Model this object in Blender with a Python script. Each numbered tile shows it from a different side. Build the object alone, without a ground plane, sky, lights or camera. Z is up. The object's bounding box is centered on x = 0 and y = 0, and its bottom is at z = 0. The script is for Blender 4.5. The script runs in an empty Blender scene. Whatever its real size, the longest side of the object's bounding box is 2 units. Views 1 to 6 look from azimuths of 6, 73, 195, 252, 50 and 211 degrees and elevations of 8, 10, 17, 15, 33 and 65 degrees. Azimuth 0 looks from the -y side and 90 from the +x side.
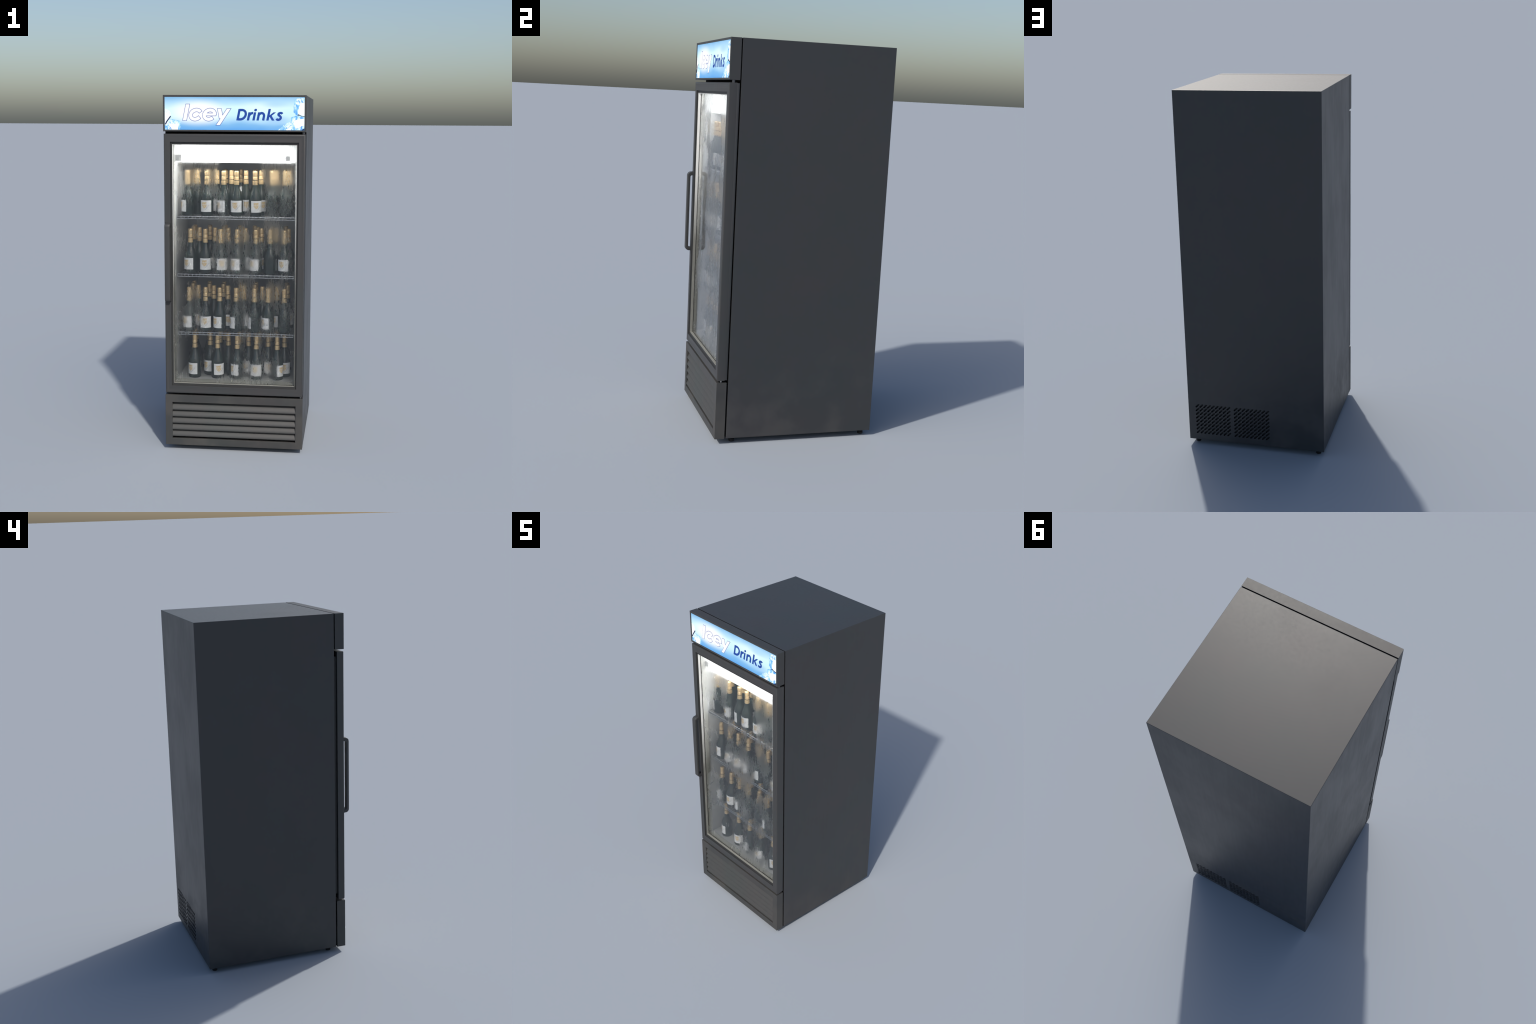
import bpy, bmesh, math, random
from mathutils import Vector, Matrix

random.seed(7)
scene = bpy.context.scene
COL = scene.collection

# ------------------------------------------------------------------ helpers
def link(ob, parent=None):
    COL.objects.link(ob)
    if parent:
        ob.parent = parent
    return ob

def obj_from_bm(name, bm, mats, parent=None, smooth=None):
    me = bpy.data.meshes.new(name)
    bmesh.ops.recalc_face_normals(bm, faces=bm.faces)
    bm.to_mesh(me)
    bm.free()
    for m in (mats if isinstance(mats, (list, tuple)) else [mats]):
        me.materials.append(m)
    ob = bpy.data.objects.new(name, me)
    if smooth is not None:
        me.polygons.foreach_set("use_smooth", [True] * len(me.polygons))
        me.set_sharp_from_angle(angle=math.radians(smooth))
    return link(ob, parent)

def add_box(bm, x0, x1, y0, y1, z0, z1, bevel=0.0, seg=2, mat=0):
    r = bmesh.ops.create_cube(bm, size=1.0)
    vs = r["verts"]
    for v in vs:
        v.co = Vector((x0 + (v.co.x + .5) * (x1 - x0), y0 + (v.co.y + .5) * (y1 - y0), z0 + (v.co.z + .5) * (z1 - z0)))
    fs = {f for v in vs for f in v.link_faces}
    for f in fs:
        f.material_index = mat
    if bevel:
        es = list({e for v in vs for e in v.link_edges})
        bmesh.ops.bevel(bm, geom=es, offset=bevel, segments=seg, profile=.5, affect="EDGES", clamp_overlap=True)

def box(name, x0, x1, y0, y1, z0, z1, mat, parent=None, bevel=0.0, seg=2):
    bm = bmesh.new()
    add_box(bm, x0, x1, y0, y1, z0, z1, bevel, seg)
    return obj_from_bm(name, bm, mat, parent, 40 if bevel else None)

def add_frame_loft(bm, loops, closed=True):
    """rectangular picture-frame: loops of (half width, z low, z high, y), swept round and mitred"""
    rings = []
    for hx, zl, zh, y in loops:
        rings.append([bm.verts.new(p) for p in ((-hx, y, zl), (hx, y, zl), (hx, y, zh), (-hx, y, zh))])
    n = len(rings)
    for i in range(n if closed else n - 1):
        a, b = rings[i], rings[(i + 1) % n]
        for k in range(4):
            bm.faces.new((a[k], a[(k + 1) % 4], b[(k + 1) % 4], b[k]))

def add_tube(bm, pts, r, seg=8, cap=True):
    """round bar through a polyline"""
    pts = [Vector(p) for p in pts]
    rings = []
    for i, p in enumerate(pts):
        d = (pts[min(i + 1, len(pts) - 1)] - pts[max(i - 1, 0)]).normalized()
        up = Vector((0, 0, 1)) if abs(d.z) < .9 else Vector((1, 0, 0))
        a = d.cross(up).normalized()
        b = d.cross(a).normalized()
        rings.append([bm.verts.new(p + r * (math.cos(t) * a + math.sin(t) * b)) for t in (2 * math.pi * k / seg for k in range(seg))])
    for a, b in zip(rings, rings[1:]):
        for k in range(seg):
            bm.faces.new((a[k], a[(k + 1) % seg], b[(k + 1) % seg], b[k]))
    if cap:
        bm.faces.new(rings[0])
        bm.faces.new(rings[-1])

def add_revolve(bm, prof, seg=32, mat=0, a0=0.0, a1=2 * math.pi):
    full = abs(a1 - a0 - 2 * math.pi) < 1e-6
    n = seg if full else seg + 1
    rings = []
    for r, z in prof:
        rings.append([bm.verts.new((r * math.cos(a0 + (a1 - a0) * k / seg), r * math.sin(a0 + (a1 - a0) * k / seg), z)) for k in range(n)])
    for a, b in zip(rings, rings[1:]):
        for k in range(seg):
            f = bm.faces.new((a[k], a[(k + 1) % n], b[(k + 1) % n], b[k]))
            f.material_index = mat
    return rings

# ------------------------------------------------------------------ material helpers
class Mat:
    def __init__(self, name):
        self.m = bpy.data.materials.new(name)
        self.m.use_nodes = True
        self.t = self.m.node_tree
        self.b = self.t.nodes["Principled BSDF"]
        self.out = self.t.nodes["Material Output"]
        self._c = None
    def n(self, kind, **kw):
        nd = self.t.nodes.new(kind)
        for k, v in kw.items():
            setattr(nd, k, v)
        return nd
    def l(self, a, b):
        self.t.links.new(a, b)
    def coord(self):
        if not self._c:
            self._c = self.n("ShaderNodeTexCoord").outputs["Object"]
        return self._c
    def mapped(self, scale=(1, 1, 1), loc=(0, 0, 0), rot=(0, 0, 0)):
        mp = self.n("ShaderNodeMapping")
        mp.inputs["Scale"].default_value = scale
        mp.inputs["Location"].default_value = loc
        mp.inputs["Rotation"].default_value = rot
        self.l(self.coord(), mp.inputs["Vector"])
        return mp.outputs[0]
    def noise(self, scale=1, detail=4, rough=.5, vec=None, dist=0):
        nd = self.n("ShaderNodeTexNoise")
        nd.inputs["Scale"].default_value = scale
        nd.inputs["Detail"].default_value = detail
        nd.inputs["Roughness"].default_value = rough
        nd.inputs["Distortion"].default_value = dist
        self.l(vec if vec else self.coord(), nd.inputs["Vector"])
        return nd.outputs["Fac"]
    def ramp(self, fac, stops, interp="LINEAR"):
        nd = self.n("ShaderNodeValToRGB")
        cr = nd.color_ramp
        cr.interpolation = interp
        while len(cr.elements) < len(stops):
            cr.elements.new(.5)
        for e, (p, c) in zip(cr.elements, stops):
            e.position = p
            e.color = (c, c, c, 1) if isinstance(c, (int, float)) else (*c, 1)
        self.l(fac, nd.inputs["Fac"])
        return nd.outputs["Color"]
    def math(self, op, a, b=None, c=None, clamp=False):
        nd = self.n("ShaderNodeMath", operation=op, use_clamp=clamp)
        for i, x in enumerate((a, b, c)):
            if x is None:
                continue
            if isinstance(x, (int, float)):
                nd.inputs[i].default_value = x
            else:
                self.l(x, nd.inputs[i])
        return nd.outputs[0]
    def smooth(self, x, lo, hi):
        nd = self.n("ShaderNodeMapRange", interpolation_type="SMOOTHSTEP")
        nd.inputs["From Min"].default_value = lo
        nd.inputs["From Max"].default_value = hi
        self.l(x, nd.inputs["Value"])
        return nd.outputs[0]
    def mix(self, fac, a, b, blend="MIX"):
        nd = self.n("ShaderNodeMix", data_type="RGBA", blend_type=blend)
        for sock, x in ((nd.inputs[0], fac), (nd.inputs[6], a), (nd.inputs[7], b)):
            if isinstance(x, (int, float)):
                sock.default_value = x
            elif isinstance(x, tuple):
                sock.default_value = (*x, 1)
            else:
                self.l(x, sock)
        return nd.outputs[2]
    def xyz(self):
        s = self.n("ShaderNodeSeparateXYZ")
        self.l(self.coord(), s.inputs[0])
        return s.outputs
    def bump(self, h, strength=.1, dist=.002):
        nd = self.n("ShaderNodeBump")
        nd.inputs["Strength"].default_value = strength
        nd.inputs["Distance"].default_value = dist
        self.l(h, nd.inputs["Height"])
        self.l(nd.outputs[0], self.b.inputs["Normal"])
    def set(self, **kw):
        for k, v in kw.items():
            s = self.b.inputs[k.replace("_", " ")]
            if isinstance(v, tuple) and len(v) == 3:
                v = (*v, 1)
            if hasattr(v, "links") or isinstance(v, bpy.types.NodeSocket):
                self.l(v, s)
            else:
                s.default_value = v
        return self

def srgb(r, g, b):
    f = lambda v: (v / 255 / 12.92) if v / 255 <= .04045 else ((v / 255 + .055) / 1.055) ** 2.4
    return (f(r), f(g), f(b))

def body_material(name, base=(.036, .037, .040), rough=.42, metal=0.0, spec=.5, dirt=True):
    m = Mat(name)
    n1 = m.noise(3.2, 5, .6)
    tint = m.ramp(n1, [(.35, (base[0] * .93, base[1] * 1.02, base[2] * 1.0)), (.65, (base[0] * 1.08, base[1] * 1.0, base[2] * 1.0))])
    if dirt:
        z = m.xyz()[2]
        low = m.smooth(z, .62, .08)
        blot = m.smooth(m.noise(5.0, 8, .62, m.mapped(loc=(1.7, .4, 2.9))), .42, .66)
        d = m.math("MULTIPLY", m.math("MULTIPLY", low, blot), .62)
        tint = m.mix(d, tint, (base[0] * 1.75, base[1] * 1.65, base[2] * 1.5))
        patch = m.smooth(m.noise(2.0, 6, .6, m.mapped(loc=(3, 1, 7))), .5, .75)
        geo = m.n("ShaderNodeNewGeometry")
        sn = m.n("ShaderNodeSeparateXYZ")
        m.l(geo.outputs["Normal"], sn.inputs[0])
        upright = m.smooth(sn.outputs[2], .7, .3)             # wiped streaks on the upright panels only
        wipe = m.smooth(m.noise(1, 6, .62, m.mapped((4.5, 4.5, 2.6), (5, 2, 1), (.5, .4, 0))), .40, .66)
        rr = m.math("MULTIPLY_ADD", patch, .03, rough)
        rr = m.math("MULTIPLY_ADD", m.math("MULTIPLY", wipe, upright), .055, m.math("SUBTRACT", rr, m.math("MULTIPLY", upright, .03)))
        rr = m.math("MULTIPLY_ADD", d, .25, rr)
    else:
        rr = m.math("MULTIPLY_ADD", n1, .1, rough - .05)
    brushed = m.noise(1, 6, .65, m.mapped((60, 60, 4)))
    rr = m.math("MULTIPLY_ADD", m.math("SUBTRACT", brushed, .5), .12, rr)
    m.set(Base_Color=tint, Roughness=rr, Metallic=metal, Specular_IOR_Level=spec)
    m.bump(m.noise(900, 2, .5), .06, .0005)
    return m.m

M_BODY = body_material("charcoal_coated_steel")
M_FRAME = body_material("charcoal_door_plastic", (.040, .0405, .0418), .48, dirt=False)
M_LEDGE = body_material("charcoal_glazing_ledge", (.026, .026, .026), .5, dirt=False)
M_PANEL = body_material("charcoal_grille_plastic", (.041, .0415, .0412), .48)
M_SLAT = body_material("charcoal_slat_plastic", (.049, .049, .0485), .52, dirt=False)
M_DARK = Mat("black_recess").set(Base_Color=(.006, .006, .007), Roughness=.8, Specular_IOR_Level=.2).m
M_SLOT = Mat("vent_slot_shade").set(Base_Color=(.027, .0275, .029), Roughness=.7, Specular_IOR_Level=.3).m
M_RUBBER = Mat("black_rubber").set(Base_Color=(.010, .010, .011), Roughness=.6, Specular_IOR_Level=.3).m
M_STEEL = Mat("hinge_steel").set(Base_Color=(.45, .45, .45), Metallic=1.0, Roughness=.35).m
M_PIN = Mat("hinge_pin_grey").set(Base_Color=(.16, .16, .165), Metallic=.3, Roughness=.5).m

def liner_material():
    m = Mat("pale_liner_plastic")
    # lamp light painted into the colour: white towards the top, grey plastic below
    z = m.xyz()[2]
    lamplit = m.smooth(m.math("MULTIPLY_ADD", m.math("SUBTRACT", m.noise(5, 5, .6), .5), .25, z), 1.02, 1.45)
    c = m.ramp(m.noise(6, 4), [(.3, (.30, .305, .305)), (.7, (.35, .355, .355))])
    c = m.mix(lamplit, c, (.92, .93, .93))
    m.set(Base_Color=c, Roughness=.5)
    return m.m
M_LINER = liner_material()

def bead_material():
    m = Mat("pale_glazing_bead")
    z = m.xyz()[2]
    c = m.ramp(m.noise(9, 6, .6), [(.3, (.19, .19, .17)), (.7, (.24, .24, .215))])
    lamplit = m.smooth(m.math("MULTIPLY_ADD", m.math("SUBTRACT", m.noise(7, 5, .6), .5), .2, z), .85, 1.45)  # lamp glow on the upper bead put into its base colour, fading downwards
    c = m.mix(lamplit, c, (.88, .88, .85))
    m.set(Base_Color=c, Roughness=.5)
    return m.m
M_BEAD = bead_material()

def wire_material():
    m = Mat("chromed_wire")
    m.set(Base_Color=(.48, .49, .51), Metallic=.9, Roughness=.3)
    return m.m
M_WIRE = wire_material()

def lamp_material():
    m = Mat("fridge_lamp_diffuser")
    m.set(Base_Color=(.8, .8, .8), Emission_Color=(1, 1, .985), Emission_Strength=LAMP)
    return m.m
LAMP = 2.2
FILL_TUBE = 62.0
M_LAMP = lamp_material()
M_CAP = Mat("lamp_end_plastic").set(Base_Color=(.72, .72, .72), Roughness=.5).m

# ------------------------------------------------------------------ dimensions
HX = .39                      # half width of the cabinet
Y_BACK, Y_CAB = .435, -.3455  # back and front of the steel cabinet
Z_LOW, Z_TOP = .028, 1.999
Y_HEAD = -.404                # plane of header, door and lower panel
LX = .337                     # half width of the inside

fridge = bpy.data.objects.new("drinks_fridge", None)
link(fridge)
fridge["label"] = "Charcoal upright glass-door drinks fridge with lit blue sign"
fridge["category"] = "drinks fridge"

# ------------------------------------------------------------------ cabinet (outer steel box, hollow, slotted at the back)
def make_cabinet():
    bm = bmesh.new()
    add_box(bm, -HX, HX, Y_CAB, Y_BACK, Z_LOW, 2.0, .0016, 2)
    cab = obj_from_bm("cabinet", bm, [M_BODY, M_DARK], fridge)
    cut = bmesh.new()
    add_box(cut, -LX, LX, Y_CAB - .05, .372, .395, 1.768)
    # two blocks of slanted capsule slots
    pitch, half, r = .0228, .0074, .0046
    for x_first in (.3368, .1121):
        for col in range(9):
            for row in range(8):
                cx, cz = x_first - pitch * col, .0768 + pitch * row
                prof = []
                d = Vector((-1, 0, 1)).normalized()
                s = Vector((1, 0, 1)).normalized()
                for k in range(12):
                    t = math.pi * (k % 6) / 5 - math.pi / 2
                    e = 1 if k < 6 else -1
                    prof.append(Vector((cx, 0, cz)) + d * e * (half * 1.414 - 0.0) + e * r * (math.cos(t) * d + math.sin(t) * s))
                a = [cut.verts.new((p.x, Y_BACK + .01, p.z)) for p in prof]
                b = [cut.verts.new((p.x, Y_BACK - .012, p.z)) for p in prof]
                cut.faces.new(a)
                cut.faces.new(b)
                for k in range(12):
                    cut.faces.new((a[k], a[(k + 1) % 12], b[(k + 1) % 12], b[k]))
    cutter = obj_from_bm("slot_cutter", cut, M_DARK)
    mod = cab.modifiers.new("cut", "BOOLEAN")
    mod.operation, mod.solver, mod.object = "DIFFERENCE", "EXACT", cutter
    bpy.context.view_layer.update()
    ev = cab.evaluated_get(bpy.context.evaluated_depsgraph_get())
    me = bpy.data.meshes.new_from_object(ev)
    cab.modifiers.clear()
    cab.data = me
    me.name = "cabinet"
    me.materials.clear()
    me.materials.append(M_BODY)
    me.materials.append(M_DARK)
    me.materials.append(M_SLOT)
    for p in me.polygons:
        c = p.center
        in_slot = Y_BACK - .0135 < c.y < Y_BACK - .0005 and c.z < .26 and abs(c.x) < .36 and abs(p.normal.x) + abs(p.normal.z) + p.normal.y > .5
        front = c.y < Y_CAB + .0005 and p.normal.y < -.9
        p.material_index = 2 if in_slot else 1 if front else 0
    bpy.data.objects.remove(cutter)
    return cab
make_cabinet()

# pale inner liner: an open-fronted tray
def make_liner():
    bm = bmesh.new()
    x1, x0, zl1, zl0, zh1, zh0 = LX - .0006, LX - .004, .3956, .4035, 1.7674, 1.764
    yf, yb1, yb0 = -.3455, .3714, .366
    o = [bm.verts.new((x, y, z)) for y in (yf, yb1) for x, z in ((-x1, zl1), (x1, zl1), (x1, zh1), (-x1, zh1))]
    i = [bm.verts.new((x, y, z)) for y in (yf, yb0) for x, z in ((-x0, zl0), (x0, zl0), (x0, zh0), (-x0, zh0))]
    for q in (o, i):
        for k in range(4):
            bm.faces.new((q[k], q[(k + 1) % 4], q[4 + (k + 1) % 4], q[4 + k]))
        bm.faces.new(q[4:])
    for k in range(4):
        bm.faces.new((o[k], o[(k + 1) % 4], i[(k + 1) % 4], i[k]))
    return obj_from_bm("liner", bm, M_LINER, fridge)
make_liner()
# air-duct housing at the top of the inside, the lamp hangs on its face
box("air_duct", -.332, .332, -.309, -.20, 1.634, 1.763, M_LINER, fridge, .002)
M_FILL_TUBE = Mat("hidden_fill_emitter").set(Base_Color=(.8, .8, .8), Emission_Color=(1, 1, .985), Emission_Strength=FILL_TUBE).m  # added emitter, hidden behind the lamp plate to brighten the side walls
lamp = box("lamp", -.300, .2746, -.3445, -.3405, 1.634, 1.752, M_LAMP, fridge, .001)
bm = bmesh.new()
add_tube(bm, [(-.299, -.331, 1.6485), (.299, -.331, 1.6485)], .0050, 12)
obj_from_bm("hidden_fill_tube", bm, M_FILL_TUBE, lamp, 60)  # extra tube kept out of sight, added only for its light
box("lamp_strip", .275, .306, -.3440, -.3405, 1.634, 1.6425, M_LAMP, lamp)
box("lamp_end", -.3325, -.3008, -.3455, -.3395, 1.642, 1.677, M_CAP, lamp, .002, 3)
box("lamp_end", .2755, .304, -.3455, -.3395, 1.6435, 1.674, M_CAP, lamp, .002, 3)

# feet
for x in (-.352, .352):
    for y in (-.307, .397):
        bm = bmesh.new()
        add_revolve(bm, [(0, 0), (.0125, 0), (.0145, .002), (.0145, .013), (.010, .014), (.010, .029), (0, .029)], 20)
        bmesh.ops.remove_doubles(bm, verts=bm.verts, dist=1e-6)
        bmesh.ops.translate(bm, verts=bm.verts, vec=(x, y, 0))
        obj_from_bm("foot", bm, M_RUBBER, fridge, 40)

# ------------------------------------------------------------------ header with lit sign
SX0, SX1, SZ0, SZ1 = -.381, .381, 1.8132, 1.9893
Y_SIGN = -.4005
def make_header():
    bm = bmesh.new()
    yb = -.3515
    loops = [(HX, 1.804, 2.0, yb), (HX, 1.804, 2.0, Y_HEAD + .0012), (HX - .0012, 1.8052, 1.9988, Y_HEAD),
             (.3818, 1.8126, 1.9899, Y_HEAD), (.381, SZ0, SZ1, Y_HEAD + .0006), (.381, SZ0, SZ1, Y_SIGN + .003)]
    add_frame_loft(bm, loops, False)
    bm.verts.ensure_lookup_table()
    bm.faces.new([bm.verts[k] for k in (0, 1, 2, 3)])
    bm.faces.new([bm.verts[k] for k in (20, 21, 22, 23)])
    return obj_from_bm("header", bm, M_FRAME, fridge, 35)
header = make_header()
box("header_joint", -.384, .384, -.3525, -.345, 1.81, 1.994, M_DARK, fridge)

def sign_background():
    m = Mat("lit_sign_face")
    x, _, z = m.xyz()
    v = m.math("DIVIDE", m.math("SUBTRACT", z, SZ0), SZ1 - SZ0)
    wob = m.math("MULTIPLY", m.math("SUBTRACT", m.noise(4.0, 2, .5, m.mapped((1.2, 1, 2.2))), .5), .26)
    vv = m.math("ADD", v, wob)
    base = m.ramp(vv, [(.0, srgb(98, 172, 240)), (.13, srgb(128, 190, 242)), (.27, srgb(182, 226, 255)), (.42, srgb(208, 247, 255)), (.66, srgb(218, 252, 255)), (.82, srgb(182, 226, 255)), (1.0, srgb(136, 192, 236))])
    def glow(cx, cz, rx, rz):
        a = m.math("DIVIDE", m.math("SUBTRACT", x, cx), rx)
        b = m.math("DIVIDE", m.math("SUBTRACT", z, cz), rz)
        return m.math("SQRT", m.math("ADD", m.math("MULTIPLY", a, a), m.math("MULTIPLY", b, b)))
    g1 = m.smooth(glow(-.195, 1.906, .185, .080), 1.05, .30)
    c = m.mix(g1, base, (1.05, 1.05, 1.05))
    g2 = m.math("MULTIPLY", m.smooth(glow(.15, 1.930, .16, .045), 1.0, .1), .8)
    c = m.mix(g2, c, srgb(232, 255, 255))
    g3 = m.math("MULTIPLY", m.smooth(glow(.235, 1.868, .10, .035), 1.0, .1), .75)
    c = m.mix(g3, c, srgb(166, 210, 250))
    g4 = m.math("MULTIPLY", m.smooth(glow(.22, 1.952, .10, .03), 1.0, .1), .6)
    c = m.mix(g4, c, srgb(170, 216, 255))
    m.set(Base_Color=(.02, .02, .02), Roughness=.5, Specular_IOR_Level=.15, Emission_Color=c, Emission_Strength=1.0)
    return m.m

def sign_ink(name, rgb, strength=1.0):
    return Mat(name).set(Base_Color=(.005, .005, .005), Roughness=.5, Specular_IOR_Level=.1, Emission_Color=srgb(*rgb), Emission_Strength=strength).m

def ice_material(name, scale, rot, stops):
    m = Mat(name)
    vec = m.mapped((scale, scale, scale * .55), rot=(0, rot, 0))
    n = m.noise(1, 6, .62, vec, .9)
    c = m.ramp(n, stops)
    m.set(Base_Color=(.01, .01, .01), Roughness=.5, Specular_IOR_Level=.15, Emission_Color=c, Emission_Strength=1.0)
    return m.m

W, CY, LB, MB, DB = (1.1, 1.1, 1.1), srgb(205, 248, 255), srgb(150, 212, 255), srgb(92, 172, 255), srgb(40, 100, 225)
M_SIGN = sign_background()
M_INK_BLUE = sign_ink("sign_ink_blue", (36, 76, 164))
M_INK_LINE = sign_ink("sign_outline_blue", (44, 82, 178))
M_INK_WHITE = sign_ink("sign_letter_white", (255, 255, 255), 1.0)
M_INK_DARK = sign_ink("sign_ice_shadow", (28, 44, 92))
M_ICE_EDGE = ice_material("ice_rim", 40, .5, [(.36, MB), (.45, LB), (.52, CY), (.58, W), (.64, LB), (.72, MB)])
M_ICE_TOP = ice_material("ice_top", 34, -.3, [(.34, MB), (.43, LB), (.51, CY), (.59, W), (.70, LB)])
M_ICE_FACE = ice_material("ice_face", 40, .2, [(.25, CY), (.36, W), (.70, W), (.80, CY)])
M_ICE_DEEP = ice_material("ice_deep", 52, 1.1, [(.32, DB), (.44, MB), (.52, CY), (.62, W), (.74, MB)])

sign = box("sign_panel", SX0 + .0002, SX1 - .0002, Y_SIGN, Y_SIGN + .0025, SZ0 + .0002, SZ1 - .0002, M_SIGN, header)

class Plate:
    """thin printed shapes lying on the sign, each on its own layer"""
    def __init__(self):
        self.bm = bmesh.new()
    def poly(self, pts, layer, mat=0):
        y0 = Y_SIGN + .0002
        y1 = Y_SIGN - .00012 * (layer + 1)
        a = [self.bm.verts.new((x, y1, z)) for x, z in pts]
        b = [self.bm.verts.new((x, y0, z)) for x, z in pts]
        fs = [self.bm.faces.new(a), self.bm.faces.new(list(reversed(b)))]
        n = len(pts)
        for k in range(n):
            fs.append(self.bm.faces.new((a[k], b[k], b[(k + 1) % n], a[(k + 1) % n])))
        for f in fs:
            f.material_index = mat
    def ribbon(self, pts, w, layer, mat=0, ends=0.0):
        """strip of constant width along a polyline, built of quads"""
        P = [Vector(p) for p in pts]
        if ends:
            P[0] = P[0] + (P[0] - P[1]).normalized() * ends
            P[-1] = P[-1] + (P[-1] - P[-2]).normalized() * ends
        L, R = [], []
        for i, p in enumerate(P):
            d = (P[min(i + 1, len(P) - 1)] - P[max(i - 1, 0)]).normalized()
            nrm = Vector((-d.y, d.x)) * w / 2
            L.append(p + nrm)
            R.append(p - nrm)
        y0, y1 = Y_SIGN + .0002, Y_SIGN - .00012 * (layer + 1)
        rows = [[self.bm.verts.new((q.x, y, q.y)) for q, y in ((l, y1), (r, y1), (r, y0), (l, y0))] for l, r in zip(L, R)]
        fs = []
        for a, b in zip(rows, rows[1:]):
            for k in range(4):
                fs.append(self.bm.faces.new((a[k], a[(k + 1) % 4], b[(k + 1) % 4], b[k])))
        fs += [self.bm.faces.new(rows[0]), self.bm.faces.new(list(reversed(rows[-1])))]
        for f in fs:
            f.material_index = mat

SLANT = .2
def arc(cx, cz, rx, rz, a0, a1, n=28):
    return [(cx + rx * math.cos(math.radians(a0 + (a1 - a0) * k / n)), cz + rz * math.sin(math.radians(a0 + (a1 - a0) * k / n))) for k in range(n + 1)]

def spline(pts, n=8):
    out = []
    P = [pts[0]] + list(pts) + [pts[-1]]
    for i in range(1, len(P) - 2):
        p0, p1, p2, p3 = (Vector(q) for q in P[i - 1:i + 3])
        for k in range(n):
            t = k / n
            out.append(tuple(.5 * ((2 * p1) + (p2 - p0) * t + (2 * p0 - 5 * p1 + 4 * p2 - p3) * t * t + (3 * p1 - p0 - 3 * p2 + p3) * t ** 3)))
    out.append(pts[-1])
    return out

def letter(strokes, x0, z0, size, mats, outline=0.0, scale_w=1.0):
    """strokes in cap-height units: ('bar', p, q, horizontal width) with level-cut ends, or ('line', points, width)"""
    pl = Plate()
    def place(x, z):
        return (x0 + size * (x + SLANT * z), z0 + size * z)
    passes = [(outline, 0, 1), (0.0, 12, 0)] if outline else [(0.0, 0, 0)]
    for grow, layer, mat in passes:
        for i, s in enumerate(strokes):
            if s[0] == "bar":
                (ax, az), (bx, bz), w = s[1:]
                g = grow
                k = (bx - ax) / (bz - az)
                hw = w / 2 + g * math.sqrt(1 + (k + SLANT) ** 2)
                lo, hi = (az, bz) if az < bz else (bz, az)
                at = lambda z: ax + k * (z - az)
                pts = [(at(lo - g) - hw, lo - g), (at(lo - g) + hw, lo - g), (at(hi + g) + hw, hi + g), (at(hi + g) - hw, hi + g)]
                pl.poly([place(*p) for p in pts], layer + i, mat)
            else:
                pts, w = s[1:]
                pl.ribbon([place(*p) for p in pts], (w + 2 * grow) * size, layer + i, mat, grow * size)
    return obj_from_bm("letter", pl.bm, mats, header)

# "Icey": white letters with a blue outline
SW = .205
ICEY = [
    [("bar", (.1175, 0), (.1175, 1.0), .232)],
    [("line", arc(.755, .36, .325, .288, 34, 326), SW)],
    [("line", arc(1.625, .36, .325, .288, -20 + 360, 30), SW), ("line", arc(1.625, .36, .325, .288, 322, 362), SW * .0 + .001), ("bar", (1.64, .285), (1.64, .46), .70)],
    [("bar", (2.185, .726), (2.42, .12), .232), ("bar", (2.78, .726), (2.30, -.284), .232)],
]
# lower-case e: open ring with a level bar
ICEY[2] = [("line", arc(1.625, .36, .325, .288, 2, 318, 36), SW), ("bar", (1.66, .295), (1.66, .445), .76)]
for strokes in ICEY:
    letter(strokes, -.281, 1.8642, .0863, [M_INK_WHITE, M_INK_LINE], .028)

# "Drinks": solid blue letters
T = .212
DRINKS = [
    [("bar", (T / 2, 0), (T / 2, 1), T), ("line", [(T / 2, .905), (.32, .905)] + arc(.345, .5, .395, .405, 88, -88) + [(.32, .095), (T / 2, .095)], T)],
    [("bar", (.932 + T / 2, 0), (.932 + T / 2, .715), T), ("line", arc(1.345, .33, .30, .315, 175, 84, 14), T)],
    [("bar", (1.418 + T / 2, 0), (1.418 + T / 2, .715), T), ("line", [(1.418 + T / 2 - .105 + .0, .915), (1.418 + T / 2 + .145, .915)], .21)],
    [("bar", (1.785 + T / 2, 0), (1.785 + T / 2, .715), T), ("line", arc(2.13, .36, .25, .285, 175, 0, 20) + [(2.38, .3), (2.38, 0)], T)],
    [("bar", (2.653 + T / 2, 0), (2.653 + T / 2, 1.01), T), ("bar", (2.80, .30), (3.265, .715), .24), ("bar", (2.93, .42), (3.265, 0), .24)],
    [("line", spline([(3.955, .575), (3.88, .645), (3.76, .655), (3.64, .60), (3.63, .50), (3.73, .42), (3.85, .33), (3.885, .22), (3.83, .115), (3.71, .07), (3.60, .09), (3.51, .165)]), T * .98)],
]
# dot of the i as a round blob
for k, strokes in enumerate(DRINKS):
    if k == 2:
        pl_strokes = [strokes[0]]
        ob = letter(pl_strokes, .0117, 1.8648, .0614, [M_INK_BLUE])
        pl = Plate()
        pl.poly([(.0117 + .0614 * (x + SLANT * z), 1.8648 + .0614 * z) for x, z in arc(1.535, .905, .125, .118, 0, 345, 23)], 0)
        obj_from_bm("letter_dot", pl.bm, [M_INK_BLUE], header)
    else:
        letter(strokes, .0117, 1.8648, .0614, [M_INK_BLUE])

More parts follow.
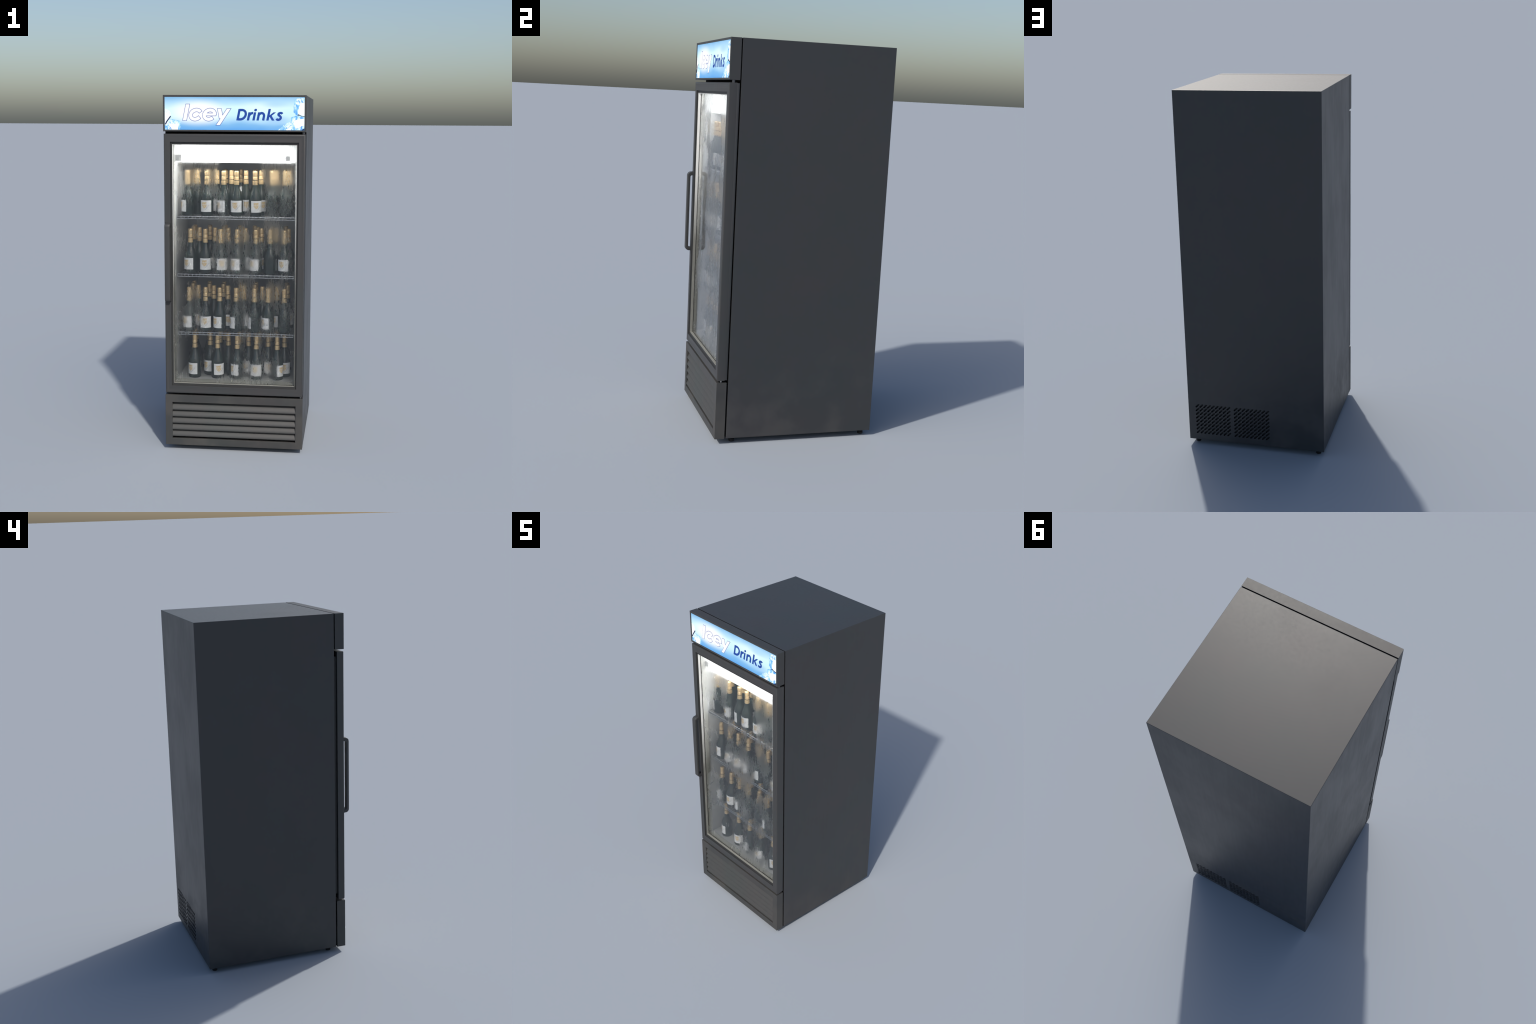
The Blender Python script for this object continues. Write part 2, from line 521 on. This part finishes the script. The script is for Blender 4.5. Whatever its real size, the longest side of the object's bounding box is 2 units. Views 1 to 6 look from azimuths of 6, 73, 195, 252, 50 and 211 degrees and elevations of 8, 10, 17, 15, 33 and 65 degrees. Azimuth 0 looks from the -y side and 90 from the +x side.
# printed ice cubes in the corners
ICE_MATS = [M_ICE_FACE, M_ICE_EDGE, M_ICE_TOP, M_ICE_DEEP, M_INK_DARK]
def wavy(pts, amp, n=5, seed=1):
    rnd = random.Random(seed)
    out = []
    for (ax, az), (bx, bz) in zip(pts, pts[1:] + pts[:1]):
        for k in range(n):
            t = k / n
            j = amp if 0 < k else amp * .4
            x = ax + (bx - ax) * t + rnd.uniform(-j, j)
            z = az + (bz - az) * t + rnd.uniform(-j, j)
            out.append((min(max(x, SX0 + .0006), SX1 - .0006), min(max(z, SZ0 + .0006), SZ1 - .0006)))
    return out
def ice(patches, base_layer, seed):
    pl = Plate()
    for i, (mat, amp, pts) in enumerate(patches):
        pl.poly(wavy(pts, amp, 5, seed + i), base_layer + i, mat)
    return obj_from_bm("printed_ice_cube", pl.bm, ICE_MATS, header)
L = SX0 + .0006
R = SX1 - .0006
B = SZ0 + .0006
ice([(2, .0015, [(L, 1.926), (-.365, 1.922), (-.349, 1.908), (-.346, 1.892), (-.352, 1.876), (L, 1.845)]),
     (0, .0008, [(L, 1.906), (-.366, 1.902), (-.352, 1.890), (-.357, 1.878), (L, 1.852)])], 0, 11)
ice([(1, .0012, [(-.371, 1.866), (-.335, 1.869), (-.300, 1.863), (-.294, 1.850), (-.297, B), (L, B), (L, 1.842)]),
     (2, .0008, [(-.366, 1.862), (-.335, 1.865), (-.304, 1.859), (-.303, 1.850), (-.345, 1.847), (-.366, 1.851)]),
     (0, .0008, [(-.358, 1.847), (-.330, 1.845), (-.306, 1.848), (-.307, B), (-.342, B), (-.352, 1.826)]),
     (3, .0008, [(-.356, 1.832), (-.350, 1.828), (-.340, B), (-.349, B)])], 3, 31)
pl = Plate()
pl.ribbon([(-.3775, 1.842), (-.370, 1.857), (-.359, 1.872), (-.348, 1.886)], .0062, 9, 0)
obj_from_bm("printed_ice_shadow", pl.bm, [M_INK_DARK], header)
ice([(1, .0015, [(.328, 1.975), (.343, 1.982), (R, 1.984), (R, 1.888), (.338, 1.893), (.322, 1.909), (.322, 1.935)]),
     (0, .0008, [(.357, 1.956), (.366, 1.959), (R, 1.957), (R, 1.889), (.349, 1.898), (.346, 1.915)]),
     (3, .0012, [(.334, 1.968), (.342, 1.970), (.340, 1.945), (.333, 1.940)])], 12, 51)
ice([(1, .0015, [(.308, 1.880), (.334, 1.891), (.350, 1.888), (R, 1.882), (R, B), (.331, B), (.322, 1.846), (.309, 1.862)]),
     (0, .0008, [(.322, 1.864), (.350, 1.872), (R, 1.876), (R, 1.833), (.352, 1.822), (.333, 1.824)]),
     (3, .0008, [(.333, 1.822), (.350, 1.826), (.366, 1.836), (R, 1.838), (R, B), (.336, B)])], 17, 71)
ice([(1, .0018, [(.238, B), (.262, 1.834), (.283, 1.848), (.298, 1.857), (.310, 1.850), (.324, 1.842), (.330, B)]),
     (0, .0010, [(.284, B), (.300, 1.829), (.311, B)]),
     (3, .0010, [(.279, 1.826), (.296, 1.838), (.300, 1.834), (.284, 1.820)])], 22, 91)
pl = Plate()
pl.poly([(.342, 1.8915), (.346, 1.899), (.354, 1.8965), (.366, 1.8895), (R, 1.889), (R, 1.8855), (.366, 1.8868), (.354, 1.892)], 27, 0)
pl.poly([(.366, B), (.372, 1.8195), (R, 1.8235), (R, B)], 28, 0)
obj_from_bm("printed_ice_shadow", pl.bm, [M_INK_DARK], header)

# ------------------------------------------------------------------ door
DZ0, DZ1 = .3310, 1.7915
def dl(ix, iz, y):
    return (.388 - ix, DZ0 + iz, DZ1 - iz, y)
def make_door():
    bm = bmesh.new()
    Y = Y_HEAD
    loops = [dl(0, 0, -.364), dl(0, 0, Y + .0058), dl(.0006, .0006, Y + .0038), dl(.002, .002, Y + .0018), dl(.0042, .0042, Y + .0005), dl(.0075, .0080, Y),
             dl(.012, .0125, Y + .0008), dl(.018, .021, Y + .0013), dl(.026, .032, Y + .0009), dl(.0335, .0425, Y + .0001),
             dl(.0350, .0440, Y + .0003), dl(.0357, .0447, Y + .0012), dl(.0366, .0456, Y + .0080), dl(.0378, .0468, Y + .0094), dl(.0462, .0580, Y + .0100),
             dl(.0462, .0580, -.352), dl(.022, .030, -.352), dl(.020, .028, -.364)]
    add_frame_loft(bm, loops, True)
    ob = obj_from_bm("door", bm, [M_FRAME, M_LEDGE], fridge, 30)
    for p in ob.data.polygons:                     # darker rebate round the glass
        c = p.center
        if c.y > Y + .003 and abs(c.x) < .3522 and DZ0 + .0440 < c.z < DZ1 - .0440:
            p.material_index = 1
    return ob
door = make_door()
bm = bmesh.new()
add_frame_loft(bm, [dl(.0458, .0576, -.3942), dl(.0475, .0592, -.3938), dl(.0480, .0597, -.3805), dl(.0458, .0576, -.3800)])
obj_from_bm("glazing_bead", bm, M_BEAD, door)
bm = bmesh.new()
add_frame_loft(bm, [dl(.0455, .0574, -.3804), dl(.0488, .0605, -.3802), dl(.0488, .0605, -.3735), dl(.0455, .0574, -.3735)])
obj_from_bm("glazing_seal", bm, M_RUBBER, door)
bm = bmesh.new()
add_frame_loft(bm, [dl(.0458, .0576, -.3734), dl(.0485, .0602, -.3734), (.3332, .4036, DZ1 - .0602, -.3460), dl(.0458, .0576, -.3460)])
obj_from_bm("glazing_bead", bm, M_BEAD, door)
box("hinge_stile", .366, .388, -.3642, -.3515, DZ0 + .002, DZ1 - .002, M_FRAME, door, .001)
bm = bmesh.new()
add_frame_loft(bm, [(.372, .352, 1.776, -.353), (.352, .372, 1.756, -.353), (.352, .372, 1.756, -.3452), (.372, .352, 1.776, -.3452)])
obj_from_bm("door_gasket", bm, M_DARK, door)

def glass_material():
    m = Mat("misted_glass")
    x, _, z = m.xyz()
    # broad foggy areas with edges broken up into fine vertical streaks
    zone = m.noise(1, 2, .45, m.mapped((7.5, 1, 4.5), (2.3, 0, 5.1)))
    streak = m.noise(1, 3, .6, m.mapped((230, 1, 26), (3, 0, 9)))
    mixed = m.math("MULTIPLY_ADD", m.math("SUBTRACT", streak, .5), .32, zone)
    fog = m.smooth(mixed, .42, .55)
    # runs of water, thin and vertical, clear inside
    runs = m.noise(1, 3, .6, m.mapped((190, 1, 22), (0, 0, 1.7)))
    where = m.smooth(m.noise(1, 2, .5, m.mapped((10, 1, 5), (8, 0, 3))), .40, .60)
    runs = m.math("MULTIPLY", m.smooth(runs, .57, .62), where)
    fogc = m.math("MULTIPLY", fog, m.math("SUBTRACT", 1.0, runs))
    fine = m.noise(1, 3, .6, m.mapped((330, 1, 110)))
    rough = m.math("MULTIPLY_ADD", fogc, .30, .012)
    rough = m.math("MULTIPLY_ADD", m.math("SUBTRACT", fine, .47), .12, rough, True)
    rough = m.math("MAXIMUM", rough, .012)
    m.set(Base_Color=(.95, .965, .96), Transmission_Weight=1.0, IOR=1.45, Roughness=rough)
    drops = m.noise(1, 2, .5, m.mapped((300, 1, 110), (4, 0, 0)))
    drops = m.math("ADD", m.smooth(drops, .54, .70), m.math("MULTIPLY", runs, .6))
    m.bump(drops, .035, .0010)
    haze = m.n("ShaderNodeBsdfDiffuse")
    haze.inputs["Color"].default_value = (.62, .64, .65, 1)
    mx = m.n("ShaderNodeMixShader")
    h = m.math("MULTIPLY_ADD", fogc, .014, .004)
    h = m.math("MULTIPLY_ADD", m.smooth(fine, .5, .75), .018, h)
    m.l(h, mx.inputs[0])
    m.l(m.b.outputs[0], mx.inputs[1])
    m.l(haze.outputs[0], mx.inputs[2])
    m.l(mx.outputs[0], m.out.inputs["Surface"])
    return m.m
M_GLASS = glass_material()
box("glass_pane", -.3393, .3393, -.3790, -.3750, .3913, 1.7312, M_GLASS, door)

# handle: flat strap bent into a bow
def make_handle():
    bm = bmesh.new()
    x0, x1 = -.3825, -.3525
    outer, inner = [], []
    def corner(cy, cz, r, a0, a1, n=6):
        return [(cy + r * math.cos(math.radians(a0 + (a1 - a0) * k / n)), cz + r * math.sin(math.radians(a0 + (a1 - a0) * k / n))) for k in range(n + 1)]
    top, bot = 1.3035, .8575
    outer = [(-.4030, top)] + corner(-.4145, top - .0225, .0207, 78, 180, 8) + corner(-.4145, bot + .0225, .0207, 180, 282, 8) + [(-.4030, bot)]
    inner = [(-.4030, top - .021)] + corner(-.4105, top - .0310, .0095, 85, 180, 8) + corner(-.4105, bot + .0310, .0095, 180, 275, 8) + [(-.4030, bot + .021)]
    rows = []
    for (oy, oz), (iy, iz) in zip(outer, inner):
        rows.append([bm.verts.new(p) for p in ((x0, oy, oz), (x1, oy, oz), (x1, iy, iz), (x0, iy, iz))])
    for a, b in zip(rows, rows[1:]):
        for k in range(4):
            bm.faces.new((a[k], a[(k + 1) % 4], b[(k + 1) % 4], b[k]))
    bm.faces.new(rows[0])
    bm.faces.new(rows[-1])
    bm.normal_update()
    long_edges = [e for e in bm.edges if abs(e.verts[0].co.x - e.verts[1].co.x) < 1e-6 and len(e.link_faces) == 2 and abs(e.link_faces[0].normal.x) + abs(e.link_faces[1].normal.x) > .9 and abs(e.link_faces[0].normal.dot(e.link_faces[1].normal)) < .3]
    bmesh.ops.bevel(bm, geom=long_edges, offset=.0028, segments=3, profile=.5, affect="EDGES")
    return obj_from_bm("handle", bm, M_FRAME, door, 35)
make_handle()

for z0, z1, mat, r in ((1.7905, 1.8045, M_PIN, .0072), (.319, .3315, M_STEEL, .0050)):
    bm = bmesh.new()
    add_tube(bm, [(.3765, -.3795, z0), (.3765, -.3795, z1)], r, 16)
    obj_from_bm("hinge_pin", bm, mat, fridge, 40)

# ------------------------------------------------------------------ lower panel with louvres
def make_panel():
    bm = bmesh.new()
    Y = Y_HEAD - .0005
    def pl(hx, zl, zh, y):
        return (hx, zl, zh, y)
    loops = [(HX, .0268, .3205, -.3535), (HX, .0268, .3205, Y + .0012), (HX - .0012, .0280, .3193, Y),
             (.3515, .0646, .2788, Y), (.3505, .0656, .2778, Y + .001), (.3505, .0656, .2778, -.377), (.384, .034, .312, -.3705), (.384, .034, .312, -.3535)]
    add_frame_loft(bm, loops, True)
    return obj_from_bm("lower_panel", bm, M_PANEL, fridge, 35)
panel = make_panel()
box("panel_back", -.380, .380, -.3735, -.3452, .040, .308, M_DARK, panel)
def make_slats():
    bm = bmesh.new()
    n = 10
    prof = []
    for k in range(n + 1):                      # convex blade, low edge foremost, leaning back upwards
        h = k / n
        prof.append((-.4028 + .0245 * h ** 1.6, .0015 + .0375 * h))
    prof += [(-.3768, .0380), (-.3860, .0120), (-.3990, -.0012), (-.4018, -.0006)]
    a = [bm.verts.new((-.3508, y, z)) for y, z in prof]
    b = [bm.verts.new((.3508, y, z)) for y, z in prof]
    m = len(prof)
    for k in range(m):
        bm.faces.new((a[k], a[(k + 1) % m], b[(k + 1) % m], b[k]))
    bm.faces.new(a)
    bm.faces.new(b)
    first = obj_from_bm("louvre_slat", bm, M_SLAT, panel, 40)
    first.location.z = .0782
    for k in range(1, 5):
        o = first.copy()
        o.location.z = .0782 + .0388 * k
        link(o)
        o.parent = panel
make_slats()

# ------------------------------------------------------------------ wire shelves
SHELF_Z = (1.3375, 1.0105, .6765)
FLOOR = .4035
def make_shelf():
    bm = bmesh.new()
    top = -.0022
    yf, yb = -.339, .33
    for y, z in ((yf, -.004), (yf, -.017), (yb, -.004), (-.12, -.006), (.12, -.006)):
        add_tube(bm, [(-.3285, y, z), (.3285, y, z)], .0022, 8)
    for x in (-.328, .328):
        add_tube(bm, [(x, yf, -.004), (x, yb, -.004)], .0022, 8)
        add_tube(bm, [(x, yf, -.004), (x, yf, -.017)], .0020, 8)
    sh = obj_from_bm("shelf", bm, M_WIRE, fridge, 60)
    bm = bmesh.new()
    for k in range(1, 31):
        x = -.328 + .656 * k / 31
        add_tube(bm, [(x, yb, -.0018), (x, yf + .001, -.0018), (x, yf - .001, -.0035), (x, yf - .001, -.017)], .0014, 6)
    wi = obj_from_bm("shelf_wires", bm, M_WIRE, sh, 60)
    wi["kind"] = "stuff"
    sh.location.z = SHELF_Z[0]
    for z in SHELF_Z[1:]:
        s2 = sh.copy()
        s2.location.z = z
        link(s2)
        s2.parent = fridge
        w2 = wi.copy()
        link(w2)
        w2.parent = s2
make_shelf()

# ------------------------------------------------------------------ bottles
def bottle_glass():
    m = Mat("dark_green_bottle_glass")
    c = m.ramp(m.noise(30, 3), [(.3, (.006, .013, .010)), (.7, (.011, .022, .017))])
    m.set(Base_Color=c, Roughness=.18, Coat_Weight=.15, Coat_Roughness=.05)
    return m.m
def foil_gold():
    m = Mat("gold_foil")
    n = m.noise(160, 4, .6)
    c = m.ramp(n, [(.3, (.60, .42, .215)), (.7, (.75, .56, .315))])
    m.set(Base_Color=c, Metallic=.55, Roughness=.38)
    m.bump(n, .35, .001)
    return m.m
def paper_label():
    m = Mat("white_bottle_label")
    # object space of the bottle: label centred on -y, z from .022 to .086
    x, _, z = m.xyz()
    u = m.math("DIVIDE", m.math("ADD", x, .006), .012)
    v = m.math("DIVIDE", m.math("SUBTRACT", z, .0585), .017)
    # shield: wide at the top, running to a point below
    w = m.math("SUBTRACT", 1.0, m.math("POWER", m.math("MAXIMUM", m.math("MULTIPLY", v, -.85), 0.0), 2.0))
    inside = m.math("LESS_THAN", m.math("ABSOLUTE", u), m.math("MULTIPLY", w, 1.15))
    inside = m.math("MULTIPLY", inside, m.math("LESS_THAN", m.math("ABSOLUTE", v), 1.0))
    pat = m.smooth(m.noise(1, 4, .6, m.mapped((260, 260, 300))), .36, .52)
    band = m.math("SUBTRACT", 1.0, m.math("MULTIPLY", m.math("LESS_THAN", m.math("ABSOLUTE", m.math("SUBTRACT", v, .25)), .09), .7))
    crest = m.math("MULTIPLY", m.math("MULTIPLY", inside, pat), band)
    # slanting grey handwriting beside the crest
    diag = m.math("SUBTRACT", m.math("SUBTRACT", z, .043), m.math("MULTIPLY", m.math("SUBTRACT", x, .007), 1.1))
    near = m.smooth(m.math("ABSOLUTE", diag), .0065, .003)
    ins2 = m.math("MULTIPLY", m.math("GREATER_THAN", x, -.004), m.math("LESS_THAN", x, .021))
    scr = m.math("MULTIPLY", m.smooth(m.noise(1, 3, .6, m.mapped((420, 420, 300))), .50, .56), m.math("MULTIPLY", near, ins2))
    paper = m.ramp(m.noise(60, 4), [(.3, (.66, .66, .67)), (.7, (.78, .78, .79))])
    c = m.mix(crest, paper, (.60, .43, .20))
    c = m.mix(m.math("MULTIPLY", scr, .75), c, (.22, .22, .24))
    m.set(Base_Color=c, Roughness=.6)
    return m.m
M_BOTTLE, M_FOIL, M_LABEL = bottle_glass(), foil_gold(), paper_label()

def bottle_meshes():
    bm = bmesh.new()
    R0 = .0357
    prof = [(0, .004), (.024, .004), (.0325, 0), (.0348, .002), (R0, .006), (R0, .092)]
    # shoulder flowing into the neck
    for k in range(1, 13):
        t = k / 12
        s = .5 - .5 * math.cos(math.pi * t ** .92)
        prof.append((R0 + (.0140 - R0) * s, .092 + .086 * t))
    prof += [(.0138, .20)]
    add_revolve(bm, prof, 36)
    bmesh.ops.remove_doubles(bm, verts=bm.verts, dist=1e-6)
    body = bpy.data.meshes.new("champagne_bottle")
    bmesh.ops.recalc_face_normals(bm, faces=bm.faces)
    bm.to_mesh(body); bm.free()
    bm = bmesh.new()
    prof = [(.0146, .1725), (.0149, .1735), (.0142, .190), (.0131, .212), (.0127, .2170), (.0114, .2184), (.0124, .2200), (.0129, .2225), (.0130, .2300), (.0130, .2380), (.0128, .2430), (.0121, .2478), (.0095, .2500), (0, .2506)]
    add_revolve(bm, prof, 28)
    bmesh.ops.remove_doubles(bm, verts=bm.verts, dist=1e-6)
    foil = bpy.data.meshes.new("foil")
    bmesh.ops.recalc_face_normals(bm, faces=bm.faces)
    bm.to_mesh(foil); bm.free()
    bm = bmesh.new()
    a = math.radians(57)
    add_revolve(bm, [(R0 + .0001, .0215), (R0 + .0005, .0215), (R0 + .0005, .0860), (R0 + .0001, .0860)], 24, 0, -math.pi / 2 - a, -math.pi / 2 + a)
    lab = bpy.data.meshes.new("label")
    bmesh.ops.recalc_face_normals(bm, faces=bm.faces)
    bm.to_mesh(lab); bm.free()
    for me, mt in ((body, M_BOTTLE), (foil, M_FOIL), (lab, M_LABEL)):
        me.materials.append(mt)
        me.polygons.foreach_set("use_smooth", [True] * len(me.polygons))
        me.set_sharp_from_angle(angle=math.radians(50))
    return body, foil, lab
BODY, FOIL, LABEL = bottle_meshes()

def bottle(x, y, z, turn):
    o = bpy.data.objects.new("champagne_bottle", BODY)
    link(o)
    o.location = (x, y, z)
    o.rotation_euler.z = math.radians(turn)
    o["label"] = "Dark green sparkling wine bottle with gold foil neck"
    o["category"] = "wine bottle"
    for nm, me in (("foil", FOIL), ("label", LABEL)):
        c = bpy.data.objects.new(nm, me)
        link(c)
        c.parent = o

# rows from the glass inwards: (x, turn of the label; negative turns it to the left)
Y1, DY = -.2960, .069
STOCK = [
    (SHELF_Z[0], [
        [(-.2745, -62), (-.165, -8), (-.070, -42), (.002, 0), (.106, 26), (.202, 150), (.274, 140)],
        [(-.228, 170), (-.118, -55), (-.034, 110), (.046, 20), (.133, 35), (.217, 60), (.293, 170)],
        [(-.262, 160), (-.172, 30), (-.075, 0), (.088, 20), (.190, -20), (.285, 10)]]),
    (SHELF_Z[1], [
        [(-.260, -24), (-.175, 8), (-.088, 28), (.005, -26), (.111, -27), (.191, 130), (.272, -14)],
        [(-.219, 170), (-.131, 30), (-.054, -60), (.043, 70), (.135, 25), (.220, 150), (.288, 170)],
        [(-.262, 30), (-.170, 10), (-.088, -30), (.020, 20), (.108, 0), (.190, 20)]]),
    (SHELF_Z[2], [
        [(-.269, -28), (-.175, 8), (-.094, -33), (.000, -62), (.105, -85), (.182, -45), (.274, 160)],
        [(-.226, 30), (-.139, 100), (-.058, 20), (.037, 70), (.142, 40), (.230, -20)],
        [(-.268, 10), (-.171, 30), (-.090, 0), (.010, 40), (.090, 20), (.189, 0), (.285, 30)]]),
    (FLOOR, [
        [(-.238, -25), (-.106, 30), (.007, -40), (.117, 2), (.236, 62)],
        [(-.160, -30), (-.052, 150), (.063, -18), (.177, 22), (.272, 10)],
        [(-.260, 160), (-.110, 20), (.005, 120), (.120, 40), (.225, 160)]]),
]
for z, rows in STOCK:
    for r, row in enumerate(rows):
        for x, turn in row:
            bottle(x + (random.uniform(-.002, .002) if r else 0), Y1 + DY * r + random.uniform(-.002, .002), z + .0003, turn)
    for k in range(7):                                         # last row, half hidden
        bottle(-.272 + .09 * k + random.uniform(-.006, .006), Y1 + DY * 3 + random.uniform(-.004, .004), z + .0003, random.uniform(-180, 180))
